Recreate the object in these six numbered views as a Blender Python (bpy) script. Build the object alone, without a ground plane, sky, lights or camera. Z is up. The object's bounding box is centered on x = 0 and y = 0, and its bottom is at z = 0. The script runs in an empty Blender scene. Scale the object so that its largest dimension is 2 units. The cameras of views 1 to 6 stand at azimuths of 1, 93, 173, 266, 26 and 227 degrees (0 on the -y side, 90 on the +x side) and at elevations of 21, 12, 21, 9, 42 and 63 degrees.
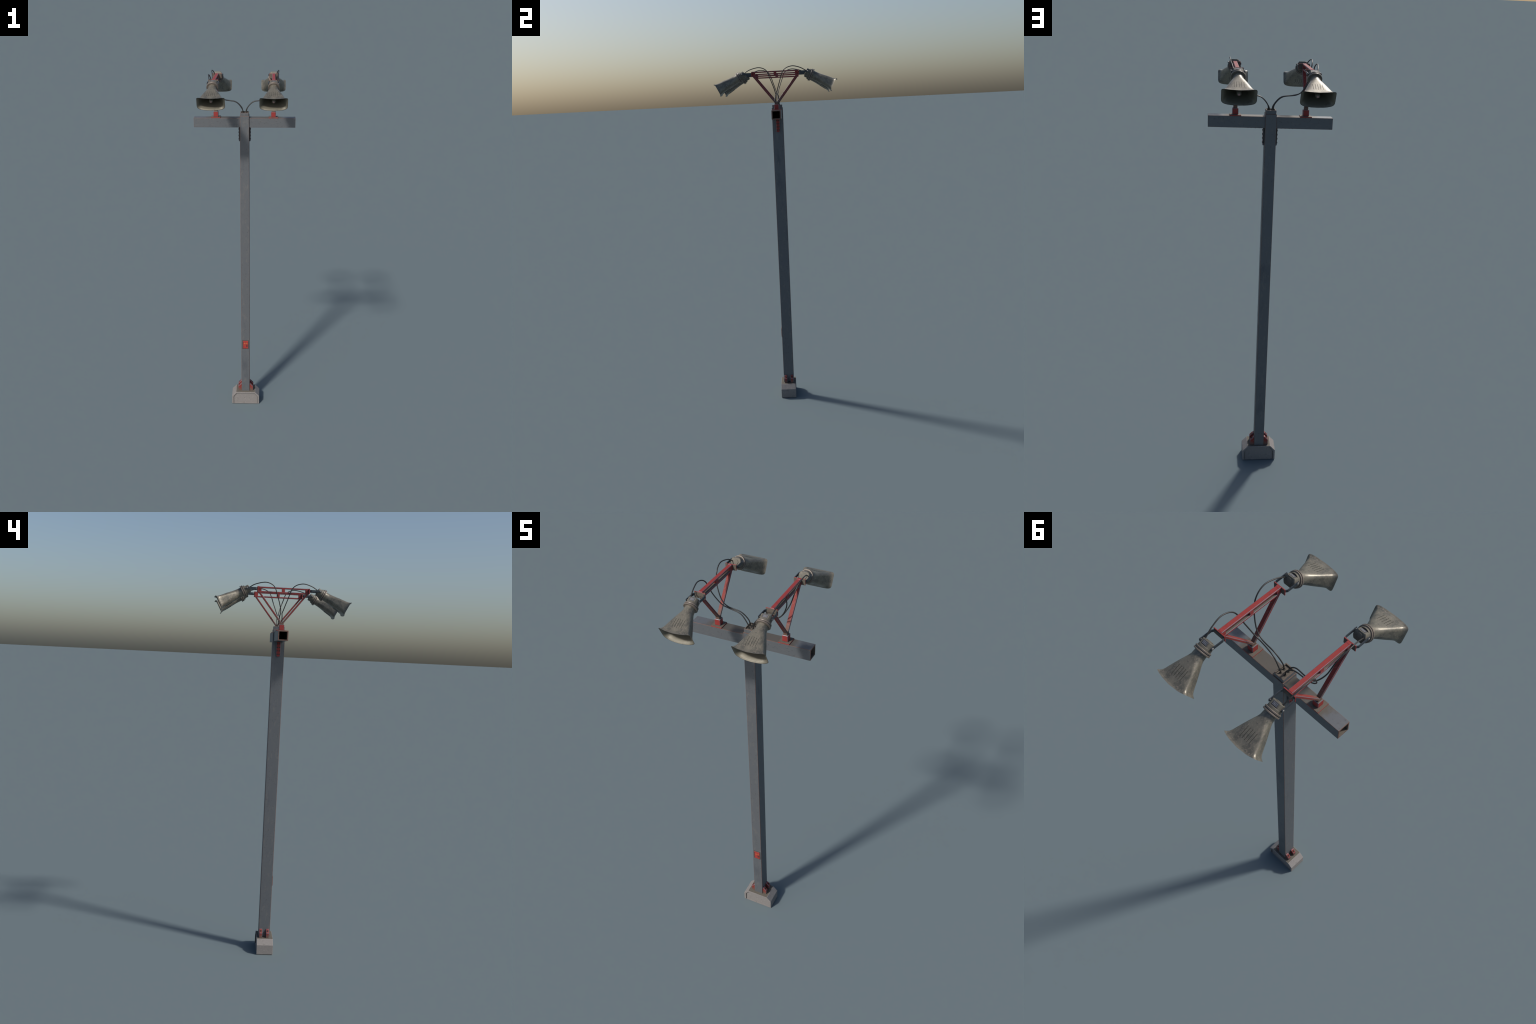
import bpy, bmesh, math
from mathutils import Vector, Matrix

# ------------------------------------------------------------------ materials
def new_mat(name):
    m = bpy.data.materials.new(name)
    m.use_nodes = True
    nt = m.node_tree
    nt.nodes.clear()
    out = nt.nodes.new("ShaderNodeOutputMaterial")
    b = nt.nodes.new("ShaderNodeBsdfPrincipled")
    nt.links.new(b.outputs[0], out.inputs[0])
    return m, nt, b

def node(nt, kind, **kw):
    n = nt.nodes.new(kind)
    for k, v in kw.items():
        setattr(n, k, v)
    return n

def coords(nt, scale=(1, 1, 1)):
    tc = node(nt, "ShaderNodeTexCoord")
    mp = node(nt, "ShaderNodeMapping")
    mp.inputs["Scale"].default_value = scale
    nt.links.new(tc.outputs["Object"], mp.inputs["Vector"])
    return mp.outputs[0]

def noise(nt, vec, scale, detail=4.0, rough=0.55):
    n = node(nt, "ShaderNodeTexNoise")
    n.inputs["Scale"].default_value = scale
    n.inputs["Detail"].default_value = detail
    n.inputs["Roughness"].default_value = rough
    nt.links.new(vec, n.inputs["Vector"])
    return n.outputs["Fac"]

def ramp(nt, fac, lo, hi):
    r = node(nt, "ShaderNodeMapRange", clamp=True)
    r.inputs["From Min"].default_value = lo
    r.inputs["From Max"].default_value = hi
    nt.links.new(fac, r.inputs["Value"])
    return r.outputs["Result"]

def mix(nt, fac, a, b):
    m = node(nt, "ShaderNodeMix", data_type="RGBA")
    for sock, v in ((m.inputs["Factor"], fac), (m.inputs["A"], a), (m.inputs["B"], b)):
        pass
    def put(sock, v):
        if isinstance(v, (int, float)):
            sock.default_value = v
        elif isinstance(v, tuple):
            sock.default_value = (*v, 1.0)
        else:
            nt.links.new(v, sock)
    put(m.inputs[0], fac)
    put(m.inputs[6], a)
    put(m.inputs[7], b)
    return m.outputs[2]

def mul(nt, a, b):
    m = node(nt, "ShaderNodeMath", operation="MULTIPLY")
    for i, v in enumerate((a, b)):
        if isinstance(v, (int, float)):
            m.inputs[i].default_value = v
        else:
            nt.links.new(v, m.inputs[i])
    return m.outputs[0]

def bump(nt, b, height, strength, dist):
    n = node(nt, "ShaderNodeBump")
    n.inputs["Strength"].default_value = strength
    n.inputs["Distance"].default_value = dist
    nt.links.new(height, n.inputs["Height"])
    nt.links.new(n.outputs[0], b.inputs["Normal"])

def layered(name, base, dark, light, scale, stretch=(1, 1, 1), rough=0.55, metal=0.0,
            spec=0.5, speck=None, speck_scale=160.0, speck_range=(0.62, 0.72),
            fine_bump=0.15, dark_range=(0.42, 0.30), light_range=(0.55, 0.70)):
    m, nt, b = new_mat(name)
    v = coords(nt, stretch)
    n1 = noise(nt, v, scale, 5.0, 0.6)
    n2 = noise(nt, v, scale * 5.3, 4.0, 0.6)
    c = mix(nt, ramp(nt, n1, *dark_range), base, dark)
    c = mix(nt, ramp(nt, n2, *light_range), c, light)
    if speck:
        n3 = noise(nt, coords(nt), speck_scale, 3.0, 0.6)
        c = mix(nt, ramp(nt, n3, *speck_range), c, speck)
    nt.links.new(c, b.inputs["Base Color"])
    b.inputs["Roughness"].default_value = rough
    b.inputs["Metallic"].default_value = metal
    b.inputs["Specular IOR Level"].default_value = spec
    if fine_bump:
        bump(nt, b, n2, fine_bump, 0.001)
    return m, nt, b, c

def plain(name, col, rough=0.6, metal=0.0, spec=0.5):
    m, nt, b = new_mat(name)
    n = noise(nt, coords(nt), 90.0, 3.0)
    c = mix(nt, ramp(nt, n, 0.35, 0.7), tuple(x * 0.85 for x in col), tuple(min(1, x * 1.12) for x in col))
    nt.links.new(c, b.inputs["Base Color"])
    b.inputs["Roughness"].default_value = rough
    b.inputs["Metallic"].default_value = metal
    b.inputs["Specular IOR Level"].default_value = spec
    return m

GREY = dict(base=(.122, .131, .142), dark=(.090, .099, .113), light=(.154, .153, .154))
M_STEEL = layered("galvanised_steel", **GREY, scale=9, stretch=(1.6, 1.6, .55), rough=.52,
                  metal=0.25, speck=(.082, .082, .082), speck_scale=130, speck_range=(.58, .76))[0]

# crossbeam: the same steel, with brown settled dirt on the top face between the arm seats
def beam_material():
    m, nt, b, c = layered("galvanised_steel_beam", **GREY, scale=9, stretch=(.55, 1.6, 1.6),
                          rough=.52, metal=0.25, speck=(.082, .082, .082), speck_scale=130,
                          speck_range=(.58, .76))
    tc = node(nt, "ShaderNodeTexCoord")
    sx = node(nt, "ShaderNodeSeparateXYZ")
    nt.links.new(tc.outputs["Object"], sx.inputs[0])
    ab = node(nt, "ShaderNodeMath", operation="ABSOLUTE")
    nt.links.new(sx.outputs[0], ab.inputs[0])
    wob = noise(nt, coords(nt), 30.0)
    ad = node(nt, "ShaderNodeMath", operation="MULTIPLY_ADD")
    nt.links.new(wob, ad.inputs[0])
    ad.inputs[1].default_value = .09
    nt.links.new(ab.outputs[0], ad.inputs[2])
    along = ramp(nt, ad.outputs[0], .262, .232)
    ge = node(nt, "ShaderNodeNewGeometry")
    sn = node(nt, "ShaderNodeSeparateXYZ")
    nt.links.new(ge.outputs["Normal"], sn.inputs[0])
    up = ramp(nt, sn.outputs[2], .6, .9)
    f = mul(nt, mul(nt, along, up), .8)
    c2 = mix(nt, f, c, (.105, .090, .070))
    nt.links.new(c2, b.inputs["Base Color"])
    return m
M_BEAM = beam_material()

M_RUST = plain("worn_rusty_edge", (.140, .076, .058), .7)
M_WEAR = plain("bare_metal_edge", (.155, .150, .178), .48, .3)
M_RED = layered("red_paint", (.255, .034, .031), (.185, .029, .027), (.29, .047, .042), 40, rough=.55,
                spec=.3, speck=(.16, .10, .08), speck_scale=150, speck_range=(.66, .76), fine_bump=.05)[0]

# red paint turning brown towards the bottom; on the braces this is grime
def browned_red(name, z_red, z_brown):
    m, nt, b, c = layered(name, (.205, .034, .029), (.125, .028, .024), (.225, .052, .044), 48,
                          rough=.62, spec=.22, speck=(.20, .15, .13), speck_scale=130,
                          speck_range=(.60, .72), fine_bump=.05)
    tc = node(nt, "ShaderNodeTexCoord")
    sx = node(nt, "ShaderNodeSeparateXYZ")
    nt.links.new(tc.outputs["Object"], sx.inputs[0])
    wob = noise(nt, coords(nt), 45.0)
    ad = node(nt, "ShaderNodeMath", operation="MULTIPLY_ADD")
    nt.links.new(wob, ad.inputs[0])
    ad.inputs[1].default_value = .035
    nt.links.new(sx.outputs[2], ad.inputs[2])
    f = mul(nt, ramp(nt, ad.outputs[0], z_red, z_brown), .85)
    nt.links.new(mix(nt, f, c, (.125, .088, .070)), b.inputs["Base Color"])
    return m
M_GRIMY = browned_red("grimy_red_paint", 1.868, 1.828)
M_FOOT = browned_red("red_foot_paint", .122, .104)  # gusset red turns darker and browner towards the base
M_DIRT = layered("brown_grime", (.115, .098, .080), (.080, .069, .057), (.150, .128, .105), 45, rough=.7,
                 spec=.3)[0]
M_CONCRETE = layered("cast_concrete", (.215, .201, .193), (.148, .139, .132), (.258, .240, .229), 28,
                     rough=.85, spec=.25, speck=(.115, .104, .095), speck_scale=95,
                     speck_range=(.64, .72), fine_bump=.4)[0]
M_CONC_EDGE = plain("chipped_concrete_edge", (.255, .232, .220), .85, 0, .25)
M_CONC_BROWN = layered("brown_concrete", (.112, .102, .085), (.078, .072, .060), (.155, .140, .122), 34,
                      rough=.85, spec=.25, fine_bump=.4, light_range=(.56, .74))[0]  # darker, browner concrete for the top face of the block
M_GAP_SHADE = plain("grimy_joint_and_shade", (.06, .056, .05), .9, 0, .2)  # dark joints; also painted shade on bracket sides and housing step
HORN = dict(base=(.170, .157, .124), dark=(.100, .096, .080), light=(.245, .205, .162))
M_HORN = layered("weathered_horn_paint", **HORN, scale=42, stretch=(1, .6, 1), rough=.38, metal=.32, spec=.5,
                 speck=(.105, .098, .085), speck_scale=85, speck_range=(.62, .74), fine_bump=.06,
                 dark_range=(.54, .38), light_range=(.53, .70))[0]
M_HORN_IN = layered("horn_paint_shaded_inside", (.138, .128, .098), (.092, .086, .067), (.165, .150, .115), 34,
                    rough=.5, metal=.2, spec=.4, fine_bump=.05)[0]  # horn paint darkened for the inside, shade put into the colour
M_HOUSING = layered("driver_housing_paint", (.122, .113, .092), (.082, .078, .066), (.160, .142, .116), 40,
                    rough=.55, metal=.1, spec=.35, fine_bump=.08)[0]
M_COLLAR = layered("collar_paint", (.150, .126, .105), (.105, .094, .082), (.215, .165, .135), 60,
                   rough=.45, metal=.15, spec=.5, fine_bump=.08)[0]
M_RUBBER = plain("black_cable_rubber", (.026, .025, .024), .45, 0, .45)
M_DARK_FILL = plain("dark_opening_fill", (.028, .026, .022), .8, 0, .2)  # dark colour for strips and discs that stand in for openings
M_STRAP = plain("blued_steel_strap", (.045, .054, .064), .35, .4)
M_BOLT = plain("bolt_steel", (.26, .25, .24), .35, .6)
M_LABEL = plain("dark_nameplate", (.055, .055, .06), .5)
M_SILVER = plain("scuffed_silver", (.30, .30, .32), .35, .4)
M_RED_SIGN = plain("red_sign", (.33, .038, .032), .5)
M_ORANGE = plain("orange_marking", (.46, .135, .045), .55)
M_BLACKMARK = plain("dark_marking", (.075, .03, .028), .6)
M_PINK = plain("worn_pink_tip", (.34, .19, .19), .5)

# ------------------------------------------------------------------ mesh helpers
def to_object(name, bm, mats, parent=None, smooth=None):
    bmesh.ops.recalc_face_normals(bm, faces=bm.faces[:])
    me = bpy.data.meshes.new(name)
    bm.to_mesh(me)
    bm.free()
    for m in mats:
        me.materials.append(m)
    if smooth is not None:
        me.shade_smooth()
        me.set_sharp_from_angle(angle=math.radians(smooth))
    return link(name, me, parent)

def link(name, me, parent=None):
    ob = bpy.data.objects.new(name, me)
    bpy.context.scene.collection.objects.link(ob)
    if parent:
        ob.parent = parent
    return ob

def add_box(bm, lo, hi, bevel=0.0, edge_mat=0, face_mat=0, faces=None):
    """axis-aligned box; faces maps '+x','-z'... to a material slot"""
    vs = [bm.verts.new((x, y, z)) for x in (lo[0], hi[0]) for y in (lo[1], hi[1]) for z in (lo[2], hi[2])]
    q = {"-x": (0, 1, 3, 2), "+x": (4, 6, 7, 5), "-y": (0, 4, 5, 1), "+y": (2, 3, 7, 6),
         "-z": (0, 2, 6, 4), "+z": (1, 5, 7, 3)}
    fs = []
    for k, idx in q.items():
        f = bm.faces.new([vs[i] for i in idx])
        f.material_index = (faces or {}).get(k, face_mat)
        fs.append(f)
    bmesh.ops.recalc_face_normals(bm, faces=fs)
    if bevel:
        es = list({e for f in fs for e in f.edges})
        bmesh.ops.bevel(bm, geom=es, offset=bevel, segments=1, affect="EDGES", profile=.5, material=edge_mat)

def add_prism(bm, poly, axis, a, b, bevel=0.0, edge_mat=0, face_mat=0, cap_mat=None):
    """extrude a 2D polygon along axis ('x','y','z') from a to b"""
    def P(p, t):
        return {"x": (t, p[0], p[1]), "y": (p[0], t, p[1]), "z": (p[0], p[1], t)}[axis]
    A = [bm.verts.new(P(p, a)) for p in poly]
    B = [bm.verts.new(P(p, b)) for p in poly]
    fs = [bm.faces.new(A), bm.faces.new(B)]
    for f in fs:
        f.material_index = face_mat if cap_mat is None else cap_mat
    n = len(poly)
    for i in range(n):
        f = bm.faces.new((A[i], A[(i + 1) % n], B[(i + 1) % n], B[i]))
        f.material_index = face_mat
        fs.append(f)
    bmesh.ops.recalc_face_normals(bm, faces=fs)
    if bevel:
        es = list({e for f in fs for e in f.edges})
        bmesh.ops.bevel(bm, geom=es, offset=bevel, segments=1, affect="EDGES", profile=.5, material=edge_mat)

def add_lathe(bm, prof, axis="y", seg=40, mats=None, close=False):
    """revolve (position, radius) pairs round the axis"""
    rings = []
    for s, r in prof:
        ring = []
        for i in range(seg):
            a = 2 * math.pi * i / seg
            c, d = r * math.cos(a), r * math.sin(a)
            ring.append(bm.verts.new({"x": (s, c, d), "y": (c, s, d), "z": (c, d, s)}[axis]))
        rings.append(ring)
    for k in range(len(rings) - 1):
        for i in range(seg):
            f = bm.faces.new((rings[k][i], rings[k][(i + 1) % seg], rings[k + 1][(i + 1) % seg], rings[k + 1][i]))
            f.material_index = mats[k] if mats else 0
    if close:
        bm.faces.new(rings[0]).material_index = mats[0] if mats else 0
        bm.faces.new(rings[-1]).material_index = mats[-1] if mats else 0

def transform_new(bm, before, matrix):
    vs = [v for v in bm.verts if v not in before]
    bmesh.ops.transform(bm, matrix=matrix, verts=vs)

def hex_poly(r, n=6, off=0.0):
    return [(r * math.cos(2 * math.pi * i / n + off), r * math.sin(2 * math.pi * i / n + off)) for i in range(n)]

# ------------------------------------------------------------------ root
root = bpy.data.objects.new("loudspeaker_pole", None)
bpy.context.scene.collection.objects.link(root)
root["label"] = "tall grey steel mast with crossbeam carrying four horn loudspeakers on red arms"
root["category"] = "loudspeaker pole"

# ------------------------------------------------------------------ concrete foot
def build_foundation():
    X, XT, ZL, ZT = .0835, .0585, .0535, .0800       # half width, chamfered top half width, heights
    Y0, Y1 = -.0490, .0412
    FR, DEP = .0100, .0042                            # frame width and panel recess
    outer = [(-X, 0), (-X, ZL), (-XT, ZT), (XT, ZT), (X, ZL), (X, 0)]
    k = FR * math.tan(math.radians(45) / 2)
    inner = [(-X + FR, 0), (-X + FR, ZL - k), (-XT + k, ZT - FR * .72), (XT - k, ZT - FR * .72),
             (X - FR, ZL - k), (X - FR, 0)]
    bm = bmesh.new()
    def loop(pts, y):
        return [bm.verts.new((x, y, z)) for x, z in pts]
    oA, oB = loop(outer, Y0), loop(outer, Y1)
    n = len(outer)
    for i in range(n):
        j = (i + 1) % n
        f = bm.faces.new((oA[i], oA[j], oB[j], oB[i]))
        f.material_index = 2 if i == 2 else 0
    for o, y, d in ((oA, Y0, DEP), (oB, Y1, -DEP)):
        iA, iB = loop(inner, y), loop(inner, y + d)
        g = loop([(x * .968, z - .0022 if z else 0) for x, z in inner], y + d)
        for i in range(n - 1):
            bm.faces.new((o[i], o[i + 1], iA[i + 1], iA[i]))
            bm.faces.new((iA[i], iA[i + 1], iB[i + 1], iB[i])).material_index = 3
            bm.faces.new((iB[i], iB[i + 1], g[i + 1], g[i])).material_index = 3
        bm.faces.new(g)
    bmesh.ops.recalc_face_normals(bm, faces=bm.faces[:])
    es = [e for e in bm.edges if len(e.link_faces) == 2 and e.calc_face_angle() > .5
          and all(f.material_index != 3 for f in e.link_faces) and min(v.co.z for v in e.verts) >= 0
          and max(v.co.z for v in e.verts) > .001]
    bmesh.ops.bevel(bm, geom=es, offset=.0012, segments=2, affect="EDGES", profile=.5, material=1)
    return to_object("foundation_block", bm, [M_CONCRETE, M_CONC_EDGE, M_CONC_BROWN, M_GAP_SHADE], root)

foundation = build_foundation()

def build_gussets():
    bm = bmesh.new()
    poly = [(.0235, .0795), (.0462, .0795), (.0462, .1085), (.0290, .1270), (.0235, .1270)]
    add_prism(bm, poly, "y", -.0086, .0086, .0015, 1, 0)
    # washer on the slanted face; a dark disc stands in for its bolt hole
    before = set(bm.verts)
    add_lathe(bm, [(-.001, .0047), (.0008, .0047), (.0008, .0034), (-.003, .0034)], "z", 14, [1, 2, 2], False)
    n = Vector((.0185, 0, .0172)).normalized()
    q = Vector((0, 0, 1)).rotation_difference(n)
    transform_new(bm, before, Matrix.Translation((.0376, 0, .1178)) @ q.to_matrix().to_4x4())
    before = set(bm.verts)
    bm.faces.new([bm.verts.new((x, y, .0009)) for x, y in hex_poly(.0042, 12)]).material_index = 2
    transform_new(bm, before, Matrix.Translation((.0376, 0, .1178)) @ q.to_matrix().to_4x4())
    first = to_object("gusset", bm, [M_FOOT, M_WEAR, M_DARK_FILL], foundation)
    spots = [(1, -.0192), (1, .0188), (-1, -.0192), (-1, .0188)]
    for i, (sx, y) in enumerate(spots):
        ob = first if i == 0 else link("gusset", first.data, foundation)
        ob.location = (0, y, 0)
        if sx < 0:
            ob.rotation_euler = (0, 0, math.pi)
build_gussets()

# ------------------------------------------------------------------ mast
def build_pole():
    bm = bmesh.new()
    X, ZB, ZT = .0246, .079, 1.7755
    vs = []
    for z, y0, y1 in ((ZB, -.0325, .0296), (.9, -.0322, .0310), (ZT, -.0318, .0318)):
        vs.append([bm.verts.new(p) for p in ((-X, y0, z), (X, y0, z), (X, y1, z), (-X, y1, z))])
    for a, b in zip(vs, vs[1:]):
        for i in range(4):
            bm.faces.new((a[i], a[(i + 1) % 4], b[(i + 1) % 4], b[i]))
    bm.faces.new(vs[0])
    bm.faces.new(vs[-1]).material_index = 2
    bmesh.ops.recalc_face_normals(bm, faces=bm.faces[:])
    es = [e for e in bm.edges if e.calc_face_angle() > .5]
    bmesh.ops.bevel(bm, geom=es, offset=.0015, segments=2, affect="EDGES", profile=.5, material=1)
    return to_object("pole", bm, [M_STEEL, M_RUST, M_DIRT], root)
pole = build_pole()

def build_cap():
    bm = bmesh.new()
    X, Y, W, Z0, Z1, ZF = .0222, .0287, .0046, 1.7750, 1.7915, 1.7865
    o = lambda x, y, z: [bm.verts.new(p) for p in ((-x, -y, z), (x, -y, z), (x, y, z), (-x, y, z))]
    a, b, c, d = o(X, Y, Z0), o(X, Y, Z1), o(X - W, Y - W, Z1), o(X - W, Y - W, ZF)
    for k, (p, q) in enumerate(((a, b), (b, c), (c, d))):
        for i in range(4):
            f = bm.faces.new((p[i], p[(i + 1) % 4], q[(i + 1) % 4], q[i]))
            f.material_index = (0, 2, 3)[k]
    bm.faces.new(d).material_index = 2
    bm.faces.new(a)
    bmesh.ops.recalc_face_normals(bm, faces=bm.faces[:])
    es = [e for e in bm.edges if all(f.material_index != 3 for f in e.link_faces) and e.calc_face_angle() > .5]
    bmesh.ops.bevel(bm, geom=es, offset=.0009, segments=1, affect="EDGES", profile=.5, material=1)
    cap = to_object("pole_cap", bm, [M_STEEL, M_RUST, M_DIRT, M_GAP_SHADE], pole)
    bm = bmesh.new()                                 # dark rubber seals where the cables dive in
    for x, y in ((.0075, .0105), (-.0075, -.0105), (.0095, -.0075), (-.0095, .0075)):
        before = set(bm.verts)
        add_lathe(bm, [(1.7860, .0046), (1.7890, .0042), (1.7894, .0030), (1.7880, .0001)], "z", 14)
        transform_new(bm, before, Matrix.Translation((x, y, 0)))
    to_object("cable_seal", bm, [M_GAP_SHADE], cap, 40)
build_cap()

# ------------------------------------------------------------------ sign on the mast
def build_sign():
    bm = bmesh.new()
    YF = -.0325
    x0, x1, z0, z1 = -.0182, .0190, .3745, .4325
    add_box(bm, (x0, YF - .0018, z0), (x1, YF + .002, z1), .0008, 0, 0)
    sign = to_object("information_plate", bm, [M_GAP_SHADE], pole)
    bm = bmesh.new()
    add_box(bm, (x0 + .0032, YF - .0026, z0 + .0032), (x1 - .0030, YF - .001, z1 - .0036), .0004, 0, 0)
    to_object("sign_face", bm, [M_RED_SIGN], sign)
    yf = YF - .0030
    bm = bmesh.new()
    for cx in (-.0040, .0078):                       # two small warning triangles on short bars
        add_prism(bm, [(cx - .0050, .4095), (cx + .0050, .4095), (cx + .0006, .4168), (cx - .0006, .4168)], "y", yf, yf + .001)
        add_prism(bm, [(cx - .0060, .4076), (cx + .0040, .4076), (cx + .0040, .4088), (cx - .0060, .4088)], "y", yf, yf + .001)
    to_object("warning_symbol", bm, [M_ORANGE], sign)
    bm = bmesh.new()
    a, b, c, d, w = .0036, .0125, .3880, .4035, .0020   # dark square outline, lower right
    for lo, hi in (((a, c), (b, c + w)), ((a, d - w), (b, d)), ((a, c + w), (a + w, d - w)), ((b - w, c + w), (b, d - w))):
        add_box(bm, (lo[0], yf, lo[1]), (hi[0], yf + .001, hi[1]))
    add_box(bm, (a + .003, yf, c + .0035), (b - .0028, yf + .001, d - .0035))
    for i in range(9):                               # worn line of marks down the left margin
        z = .3815 + i * .0048
        w2 = .0016 + .0016 * ((i * 5) % 3) / 2
        add_box(bm, (-.0147, yf, z), (-.0147 + w2, yf + .001, z + .0026))
    ob = to_object("dark_symbol", bm, [M_BLACKMARK], sign)
build_sign()

# ------------------------------------------------------------------ crossbeam (hollow box section)
def build_beam():
    bm = bmesh.new()
    X, Y, Z0, Z1, W = .2718, .0257, 1.7135, 1.7634, .0055
    o = lambda x, w: [bm.verts.new(p) for p in ((x, -Y + w, Z0 + w), (x, Y - w, Z0 + w), (x, Y - w, Z1 - w), (x, -Y + w, Z1 - w))]
    outA, outB = o(-X, 0), o(X, 0)
    inA, inB = o(-X, W), o(X, W)
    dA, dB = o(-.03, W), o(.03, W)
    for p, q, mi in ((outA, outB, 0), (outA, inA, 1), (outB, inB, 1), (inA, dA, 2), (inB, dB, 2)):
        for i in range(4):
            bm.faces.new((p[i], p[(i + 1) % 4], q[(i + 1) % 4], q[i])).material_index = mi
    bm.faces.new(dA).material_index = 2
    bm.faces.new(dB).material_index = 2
    bmesh.ops.recalc_face_normals(bm, faces=bm.faces[:])
    es = [e for e in bm.edges if all(f.material_index == 0 for f in e.link_faces) or
          sorted(f.material_index for f in e.link_faces) == [0, 1]]
    bmesh.ops.bevel(bm, geom=es, offset=.0012, segments=2, affect="EDGES", profile=.5, material=1)
    return to_object("crossbeam", bm, [M_BEAM, M_RUST, M_DIRT], root)
beam = build_beam()

# angle brackets bolted to the mast and to the underside of the beam
def build_brackets():
    bm = bmesh.new()
    Y, ZB, ZT = .0114, 1.6335, 1.7130
    prof = []
    r = Y
    for i in range(9):                               # rounded lower end
        a = math.pi + math.pi * i / 8
        prof.append((r * math.cos(a), ZB + r * .75 + r * .75 * math.sin(a)))
    prof += [(Y, ZT), (-Y, ZT)]
    add_prism(bm, prof, "x", .0240, .0318, .0018, 1, 2, 0)  # sides painted dark: shade under the beam put into the colour
    add_box(bm, (.0316, -Y, 1.7117), (.105, Y, 1.7136), .0005, 2, 2)
    first = to_object("angle_bracket", bm, [M_RED, M_WEAR, M_GAP_SHADE], beam)
    bm = bmesh.new()
    add_prism(bm, hex_poly(.0040), "x", .0310, .0335, .0006, 0, 0)
    bolt = bm
    bolt_me = bpy.data.meshes.new("bolt")
    bmesh.ops.recalc_face_normals(bm, faces=bm.faces[:])
    bm.to_mesh(bolt_me)
    bm.free()
    bolt_me.materials.append(M_GAP_SHADE)
    for sx in (1, -1):
        ob = first if sx == 1 else link("angle_bracket", first.data, beam)
        if sx < 0:
            ob.rotation_euler = (0, 0, math.pi)
        for k in range(4):
            for y in (-.0058, .0058):
                b = link("bolt", bolt_me, ob)
                b.location = (0, y, 1.6475 + k * .0178)
        for x in (.048, .066, .084, .098):
            for y in (-.0058, .0058):
                b = link("bolt", bolt_me, ob)
                b.rotation_euler = (0, math.pi / 2, 0)
                b.location = (x, y, 1.7436)
build_brackets()

# ------------------------------------------------------------------ red arms
AX = .1540
def build_arms():
    HX = .0087
    bm = bmesh.new()                                 # girder: two chords, three posts
    add_box(bm, (-HX, -.1278, 1.9703), (HX, .1278, 1.9775), .0014, 1, 0)
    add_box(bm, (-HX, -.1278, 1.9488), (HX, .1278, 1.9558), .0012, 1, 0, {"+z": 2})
    for a, b in ((-.0078, .0078), (.1105, .1276), (-.1276, -.1105)):
        add_box(bm, (-HX + .0004, a, 1.9548), (HX - .0004, b, 1.9714), .0008, 1, 0)
    for s in (1, -1):                                # small lap plate near each end
        lo, hi = sorted((s * .1180, s * .1272))
        add_box(bm, (-HX + .0008, lo, 1.9765), (HX - .0008, hi, 1.9781), .0004, 1, 0)
    girder = to_object("girder", bm, [M_RED, M_WEAR, M_DIRT], root)

    bm = bmesh.new()                                 # end plate, grimy faces and red rims
    add_box(bm, (-.0250, .1277, 1.9510), (.0250, .1313, 1.9772), .0006, 0, 0, {"+y": 1, "-y": 1})
    before = set(bm.verts)
    plate_me = to_object("end_plate", bm, [M_RED, M_DIRT], girder)

    bm = bmesh.new()                                 # slanted brace, bottom of the girder to the seat
    a, b = Vector((0, .0045, 1.8040)), Vector((0, .1210, 1.9510))
    d = (b - a).normalized()
    L = (b - a).length
    add_box(bm, (-.0083, 0, -.0042), (.0083, L, .0042), .0012, 1, 0)
    rot = Vector((0, 1, 0)).rotation_difference(d).to_matrix().to_4x4()
    bmesh.ops.transform(bm, matrix=Matrix.Translation(a) @ rot, verts=bm.verts[:])
    brace = to_object("brace", bm, [M_GRIMY, M_WEAR], girder)

    bm = bmesh.new()                                 # seat: flange, block, stub under the braces
    add_box(bm, (-.0248, -.0257, 1.7634), (.0248, .0257, 1.7672), .0003, 0, 0, {"+z": 1})
    seat = to_object("arm_seat", bm, [M_RED, M_DIRT], girder)
    bm = bmesh.new()
    add_box(bm, (-.0131, -.0131, 1.7670), (.0131, .0131, 1.7950), .0016, 1, 0, {"+z": 2})
    add_box(bm, (-.0088, -.0092, 1.7945), (.0088, .0092, 1.8055), .0008, 2, 3)
    block = to_object("seat_block", bm, [M_RED, M_WEAR, M_DIRT, M_GRIMY], girder)

    bm = bmesh.new()                                 # bolt through the end plate
    add_lathe(bm, [(.1310, .0048), (.1330, .0048), (.1340, .0036), (.1340, .0001)], "y", 14)
    before = set()
    bmesh.ops.transform(bm, matrix=Matrix.Translation((0, 0, 1.9641)), verts=bm.verts[:])
    bolt = to_object("plate_bolt", bm, [M_BOLT], girder, 40)

    girder.location = (AX, 0, 0)
    sets = [girder]
    g2 = link("girder", girder.data, root)
    g2.location = (-AX, 0, 0)
    for n in (seat, block):
        link(n.name, n.data, g2)
    for n in (plate_me, brace, bolt):
        k = link(n.name, n.data, girder)
        k.rotation_euler = (0, 0, math.pi)
        link(n.name, n.data, g2)
        k = link(n.name, n.data, g2)
        k.rotation_euler = (0, 0, math.pi)
    return girder, g2
girders = build_arms()

# ------------------------------------------------------------------ horn loudspeakers
TILT = math.radians(27.6)
PIV = (.2020, 1.9495)                               # (y, z) of the collar centre
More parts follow.
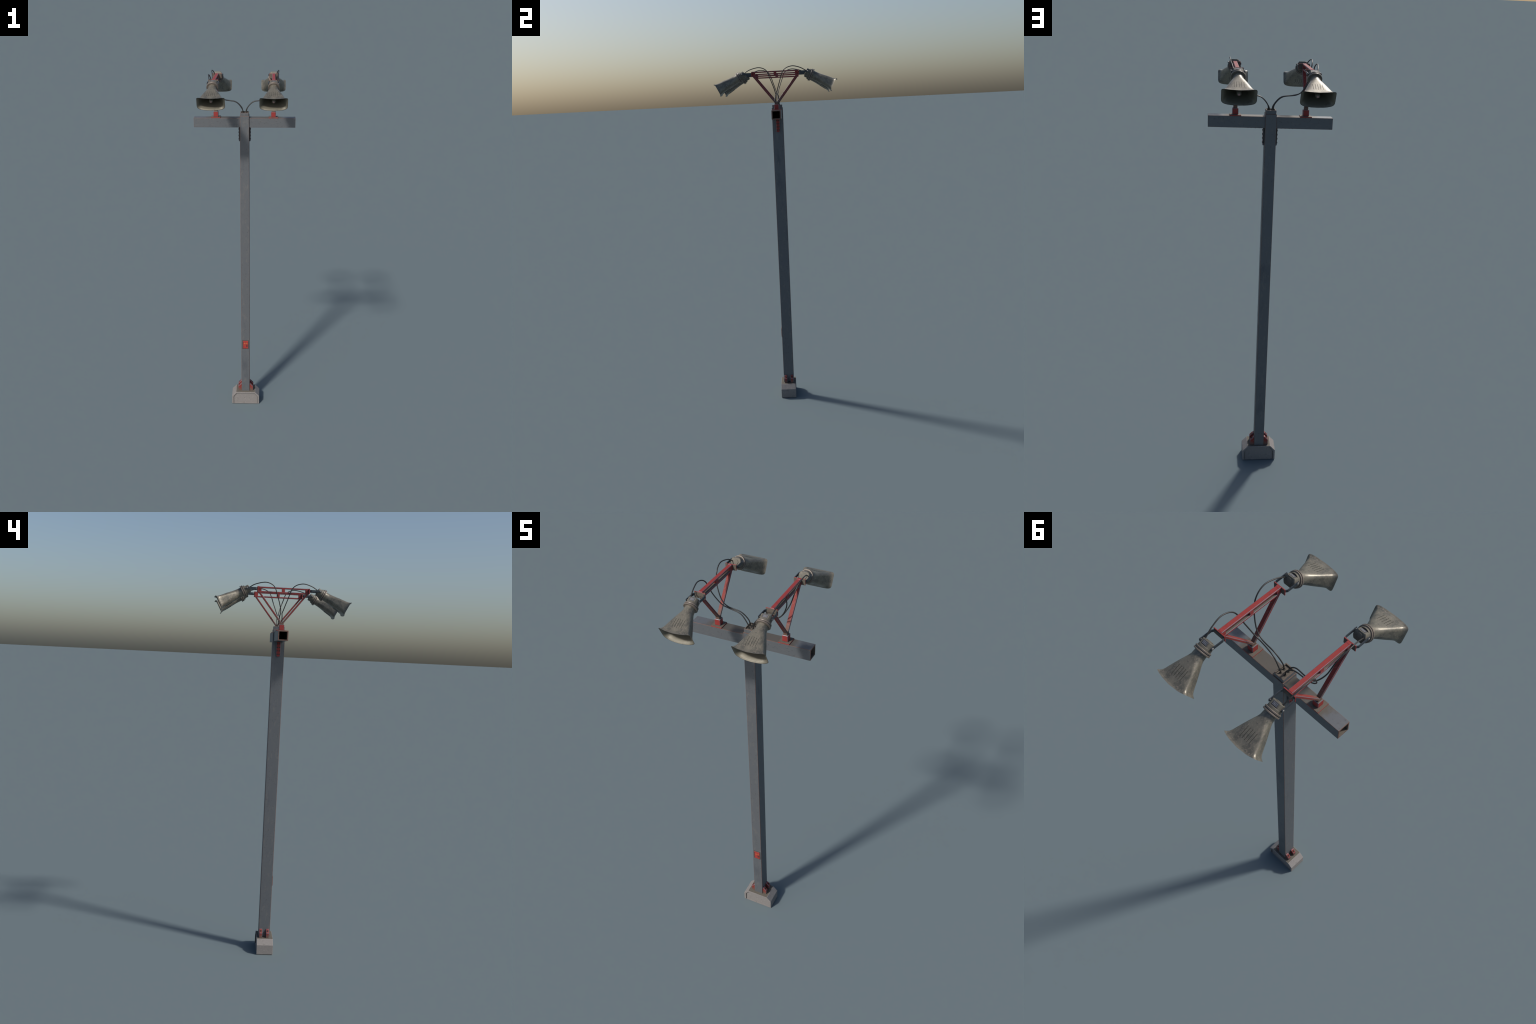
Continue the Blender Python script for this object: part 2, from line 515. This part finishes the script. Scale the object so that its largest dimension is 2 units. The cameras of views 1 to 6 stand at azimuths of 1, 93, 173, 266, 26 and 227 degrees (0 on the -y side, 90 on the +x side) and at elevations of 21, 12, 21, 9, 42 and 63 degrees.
# local frame: +y out along the axis, +z up across it
HORN_PROFILE = [  # along, half width, half height, squareness
    (.000, .0222, .0222, 2.0), (.012, .0220, .0220, 2.0), (.026, .0228, .0222, 2.1),
    (.036, .0258, .0226, 2.4), (.046, .0298, .0234, 2.9), (.060, .0352, .0248, 3.5),
    (.080, .0428, .0268, 4.4), (.100, .0500, .0286, 5.2), (.114, .0550, .0299, 6.0),
    (.122, .0586, .0310, 7.0), (.128, .0636, .0328, 8.2), (.1320, .0698, .0355, 9.5)]

def lerp_profile(s):
    p = HORN_PROFILE
    for a, b in zip(p, p[1:]):
        if s <= b[0] + 1e-9:
            t = (s - a[0]) / (b[0] - a[0])
            return [x + (y - x) * t for x, y in zip(a[1:], b[1:])]
    return list(p[-1][1:])

def horn_point(s, theta, inset=0.0):
    w, h, n = lerp_profile(s)
    c, d = math.cos(theta), math.sin(theta)
    if d < 0:                                        # the lower corners are rounder than the upper ones
        n = 2 + (n - 2) * .50
    x = math.copysign(abs(c) ** (2 / n), c)
    z = math.copysign(abs(d) ** (2 / n), d)
    u = max(0.0, (s - .075) / (.1320 - .075))
    bulge = .0108 * (1 - x * x) * u * u
    return Vector((x * (w - inset), s + bulge, z * (h - inset)))

def build_horn_meshes():
    out = {}
    SEG = 96
    svals = []
    for a, b in zip(HORN_PROFILE, HORN_PROFILE[1:]):
        svals += [a[0] + (b[0] - a[0]) * k / 3 for k in range(3)]
    svals.append(HORN_PROFILE[-1][0])
    # even spacing round a squarish loop: sample angles denser near the corners
    def angle(i):
        t = 2 * math.pi * i / SEG
        return t - .22 * math.sin(4 * t) * .25 * 2
    bm = bmesh.new()
    rings = []
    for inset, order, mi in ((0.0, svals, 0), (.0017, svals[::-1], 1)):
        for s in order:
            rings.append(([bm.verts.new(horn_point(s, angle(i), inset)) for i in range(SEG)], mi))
    for (p, m0), (q, m1) in zip(rings, rings[1:]):
        for i in range(SEG):
            f = bm.faces.new((p[i], p[(i + 1) % SEG], q[(i + 1) % SEG], q[i]))
            f.material_index = 2 if m0 != m1 else m1
    bm.faces.new(rings[0][0])
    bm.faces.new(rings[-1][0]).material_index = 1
    out["horn_bell"] = (bm, [M_HORN, M_HORN_IN, M_GAP_SHADE], 50)

    bm = bmesh.new()                                 # double collar
    add_lathe(bm, [(-.0075, .0235), (-.0072, .0282), (-.0062, .0292), (-.0022, .0292), (-.0012, .0284),
                   (-.0012, .0268), (.0008, .0268), (.0008, .0290), (.0018, .0300), (.0052, .0300),
                   (.0062, .0290), (.0064, .0215)], "y", 56, [0, 0, 0, 0, 1, 1, 1, 0, 0, 0, 0])
    out["collar"] = (bm, [M_COLLAR, M_GAP_SHADE], 40)

    bm = bmesh.new()                                 # driver housing: drum with flats cut at the back
    R, T = .0246, .0184
    def section(y, r, flat):
        ring = []
        for i in range(64):
            a = 2 * math.pi * i / 64
            x, z = r * math.cos(a), r * math.sin(a)
            if flat:
                z = max(-T, min(T, z))
            ring.append(bm.verts.new((x, y, z)))
        return ring
    secs = [section(-.0065, R, False), section(-.0155, R, False), section(-.0163, R - .0006, False),
            section(-.0165, R - .0006, True), section(-.0335, R - .0006, True), section(-.0355, R - .0028, True)]
    for v in secs[-1]:
        v.co.z *= .93
    for k, (p, q) in enumerate(zip(secs, secs[1:])):
        for i in range(64):
            bm.faces.new((p[i], p[(i + 1) % 64], q[(i + 1) % 64], q[i])).material_index = 1 if k == 2 else 0  # step face painted dark, its shade put into the colour
    bm.faces.new(secs[0])
    bm.faces.new(secs[-1])
    add_lathe(bm, [(-.0355, .0125), (-.0375, .0120), (-.0375, .0001)], "y", 24)
    bmesh.ops.remove_doubles(bm, verts=bm.verts[:], dist=1e-6)
    out["driver_housing"] = (bm, [M_HOUSING, M_GAP_SHADE], 35)

    bm = bmesh.new()                                 # nameplate on the upper flat, with worn lettering
    add_box(bm, (-.0112, -.0322, T - .0005), (.0112, -.0182, T + .0006), .0003, 0, 0)
    for row, z in enumerate((-.0210, -.0247, -.0284)):
        x = -.0092
        k = 0
        while x < .0080:
            w = .0014 + .0011 * ((k * 7 + row * 5) % 4) / 3
            add_box(bm, (x, z - .0013, T), (x + w, z + .0011, T + .0010), 0, 1, 1)
            x += w + .0008 + .0006 * ((k + row) % 2)
            k += 1
    out["nameplate"] = (bm, [M_LABEL, M_SILVER], None)

    bm = bmesh.new()                                 # phase plug in the throat
    add_lathe(bm, [(.002, .0125), (.060, .0112), (.105, .0100), (.1160, .0096), (.1190, .0082), (.1210, .0042)], "y", 28, [0] * 5)
    add_lathe(bm, [(.1210, .0042), (.1214, .0025), (.1215, .0001)], "y", 28, [1, 1])
    out["phase_plug"] = (bm, [M_HOUSING, M_PINK], 40)

    for side, nm in ((1, "louvre_strip"), (-1, "louvre_strip")):
        bm = bmesh.new()                             # dark raised strip following the wall, standing in for a slot
        out[nm + ("_top" if side > 0 else "_bottom")] = None
        bm.free()
    return out

def slot_strip_mesh(x, side):
    """thin dark raised strip in place of a slot, along the wall at cross position x"""
    bm = bmesh.new()
    HW, PR = .00055, .0004
    pts = []
    for k in range(9):
        s = .0735 + (.1095 - .0735) * k / 8
        w, h, n = lerp_profile(s)
        if side < 0:
            n = 2 + (n - 2) * .50
        z = h * (1 - min(1, abs(x) / w) ** n) ** (1 / n)
        u = max(0.0, (s - .075) / (.1320 - .075))
        y = s + .0108 * (1 - (x / w) ** 2) * u * u
        pts.append((y, side * z))
    rows = []
    for y, z in pts:
        rows.append([bm.verts.new((x + a, y, z + side * b)) for a, b in ((-HW, -.0008), (HW, -.0008), (HW, PR), (-HW, PR))])
    for p, q in zip(rows, rows[1:]):
        for i in range(4):
            bm.faces.new((p[i], p[(i + 1) % 4], q[(i + 1) % 4], q[i]))
    bm.faces.new(rows[0])
    bm.faces.new(rows[-1])
    bmesh.ops.recalc_face_normals(bm, faces=bm.faces[:])
    me = bpy.data.meshes.new("louvre_strip")
    bm.to_mesh(me)
    bm.free()
    me.materials.append(M_DARK_FILL)
    return me

def build_strap():
    """level U strap between end plate and housing; world-aligned, y measured outward from the mast"""
    bm = bmesh.new()
    Z0, Z1, XO, TH = 1.9615, 1.9712, .0268, .0030
    path = [(XO, .1890), (XO, .1400), (XO - .0035, .1345), (XO - .0075, .1328), (-XO + .0075, .1328),
            (-XO + .0035, .1345), (-XO, .1400), (-XO, .1890)]
    L = []
    for i, (x, y) in enumerate(path):
        a = Vector(path[max(0, i - 1)])
        b = Vector(path[min(len(path) - 1, i + 1)])
        t = (b - a).normalized()
        nn = Vector((-t.y, t.x)) * TH / 2
        L.append([bm.verts.new((x + sx * nn.x, y + sx * nn.y, z)) for sx, z in ((1, Z0), (1, Z1), (-1, Z1), (-1, Z0))])
    for k, (p, q) in enumerate(zip(L, L[1:])):
        for i in range(4):
            bm.faces.new((p[i], p[(i + 1) % 4], q[(i + 1) % 4], q[i])).material_index = 2 if k == 3 else 0
    bm.faces.new(L[0])
    bm.faces.new(L[-1])
    for s in (1, -1):                                # pivot bolts
        before = set(bm.verts)
        add_lathe(bm, [(.0235, .0030), (.0290, .0042), (.0302, .0034), (.0302, .0001)], "x", 12, [1, 1, 1])
        M = Matrix.Translation((0, .1835, 1.9663))
        if s < 0:
            M = M @ Matrix.Rotation(math.pi, 4, "Z")
        transform_new(bm, before, M)
    return bm

horn_meshes = {k: v for k, v in build_horn_meshes().items() if v}
horn_data = {}
for name, (bm, mats, sm) in horn_meshes.items():
    bmesh.ops.recalc_face_normals(bm, faces=bm.faces[:])
    me = bpy.data.meshes.new(name)
    bm.to_mesh(me)
    bm.free()
    for m in mats:
        me.materials.append(m)
    if sm:
        me.shade_smooth()
        me.set_sharp_from_angle(angle=math.radians(sm))
    horn_data[name] = me
slot_strips = [slot_strip_mesh(x, side) for side in (1, -1) for x in (-.0192, -.0096, 0, .0096, .0192)]
sb = build_strap()
bmesh.ops.recalc_face_normals(sb, faces=sb.faces[:])
strap_me = bpy.data.meshes.new("mounting_strap")
sb.to_mesh(strap_me)
sb.free()
for m in (M_STRAP, M_BOLT, M_DIRT):
    strap_me.materials.append(m)

for sx in (1, -1):
    for sy in (1, -1):
        bell = link("horn_loudspeaker", horn_data["horn_bell"], root)
        R = Matrix.Rotation(0 if sy > 0 else math.pi, 4, "Z")
        W = Matrix.Translation((sx * AX, 0, 0)) @ R @ Matrix.Translation((0, PIV[0], PIV[1])) @ Matrix.Rotation(-TILT, 4, "X")
        bell.matrix_world = W
        for nm in ("collar", "driver_housing", "nameplate", "phase_plug"):
            link(nm, horn_data[nm], bell)
        for me in slot_strips:
            link("louvre_strip", me, bell)
        st = link("mounting_strap", strap_me, root)
        st.matrix_world = Matrix.Translation((sx * AX, 0, 0)) @ R

# ------------------------------------------------------------------ cables
CABLE_A = [(.1704, .1745, 1.9690), (.1765, .1369, 1.9893), (.1815, .0909, 1.9977), (.1763, .0465, 1.977),
           (.1607, .0222, 1.9159), (.1307, .0065, 1.8676), (.0981, .0039, 1.8546), (.0440, .0093, 1.8442),
           (.0115, .0127, 1.8077), (.0072, .0103, 1.7830)]
CABLE_B = [(.1698, .1745, 1.9680), (.1747, .1413, 1.9869), (.1785, .0890, 1.9973), (.1741, .0489, 1.981),
           (.1690, .0295, 1.9375), (.1410, .0098, 1.882), (.1090, .0042, 1.8569), (.0491, .0026, 1.8463),
           (.0157, .0059, 1.8152), (.0092, .0075, 1.7830)]

def catmull(P, n=12):
    P = [Vector(p) for p in P]
    Q = [2 * P[0] - P[1]] + P + [2 * P[-1] - P[-2]]
    out = []
    for i in range(1, len(Q) - 2):
        a, b, c, d = Q[i - 1:i + 3]
        for k in range(n):
            t = k / n
            out.append(.5 * (2 * b + (c - a) * t + (2 * a - 5 * b + 4 * c - d) * t * t + (-a + 3 * b - 3 * c + d) * t ** 3))
    out.append(P[-1])
    return out

def tube(points, r, seg=10):
    bm = bmesh.new()
    rings = []
    ref = Vector((1, .3, .2)).normalized()
    for i, p in enumerate(points):
        t = (points[min(i + 1, len(points) - 1)] - points[max(i - 1, 0)]).normalized()
        ref = (ref - t * ref.dot(t)).normalized()
        bi = t.cross(ref)
        rings.append([bm.verts.new(p + (ref * math.cos(2 * math.pi * k / seg) + bi * math.sin(2 * math.pi * k / seg)) * r)
                      for k in range(seg)])
    for p, q in zip(rings, rings[1:]):
        for k in range(seg):
            bm.faces.new((p[k], p[(k + 1) % seg], q[(k + 1) % seg], q[k]))
    bm.faces.new(rings[0])
    bm.faces.new(rings[-1])
    return bm

for sx, sy, path in ((1, 1, CABLE_A), (-1, -1, CABLE_A), (1, -1, CABLE_B), (-1, 1, CABLE_B)):
    pts = catmull([(x * sx, y * sy, z) for x, y, z in path])
    to_object("cable", tube(pts, .0024), [M_RUBBER], root, 60)
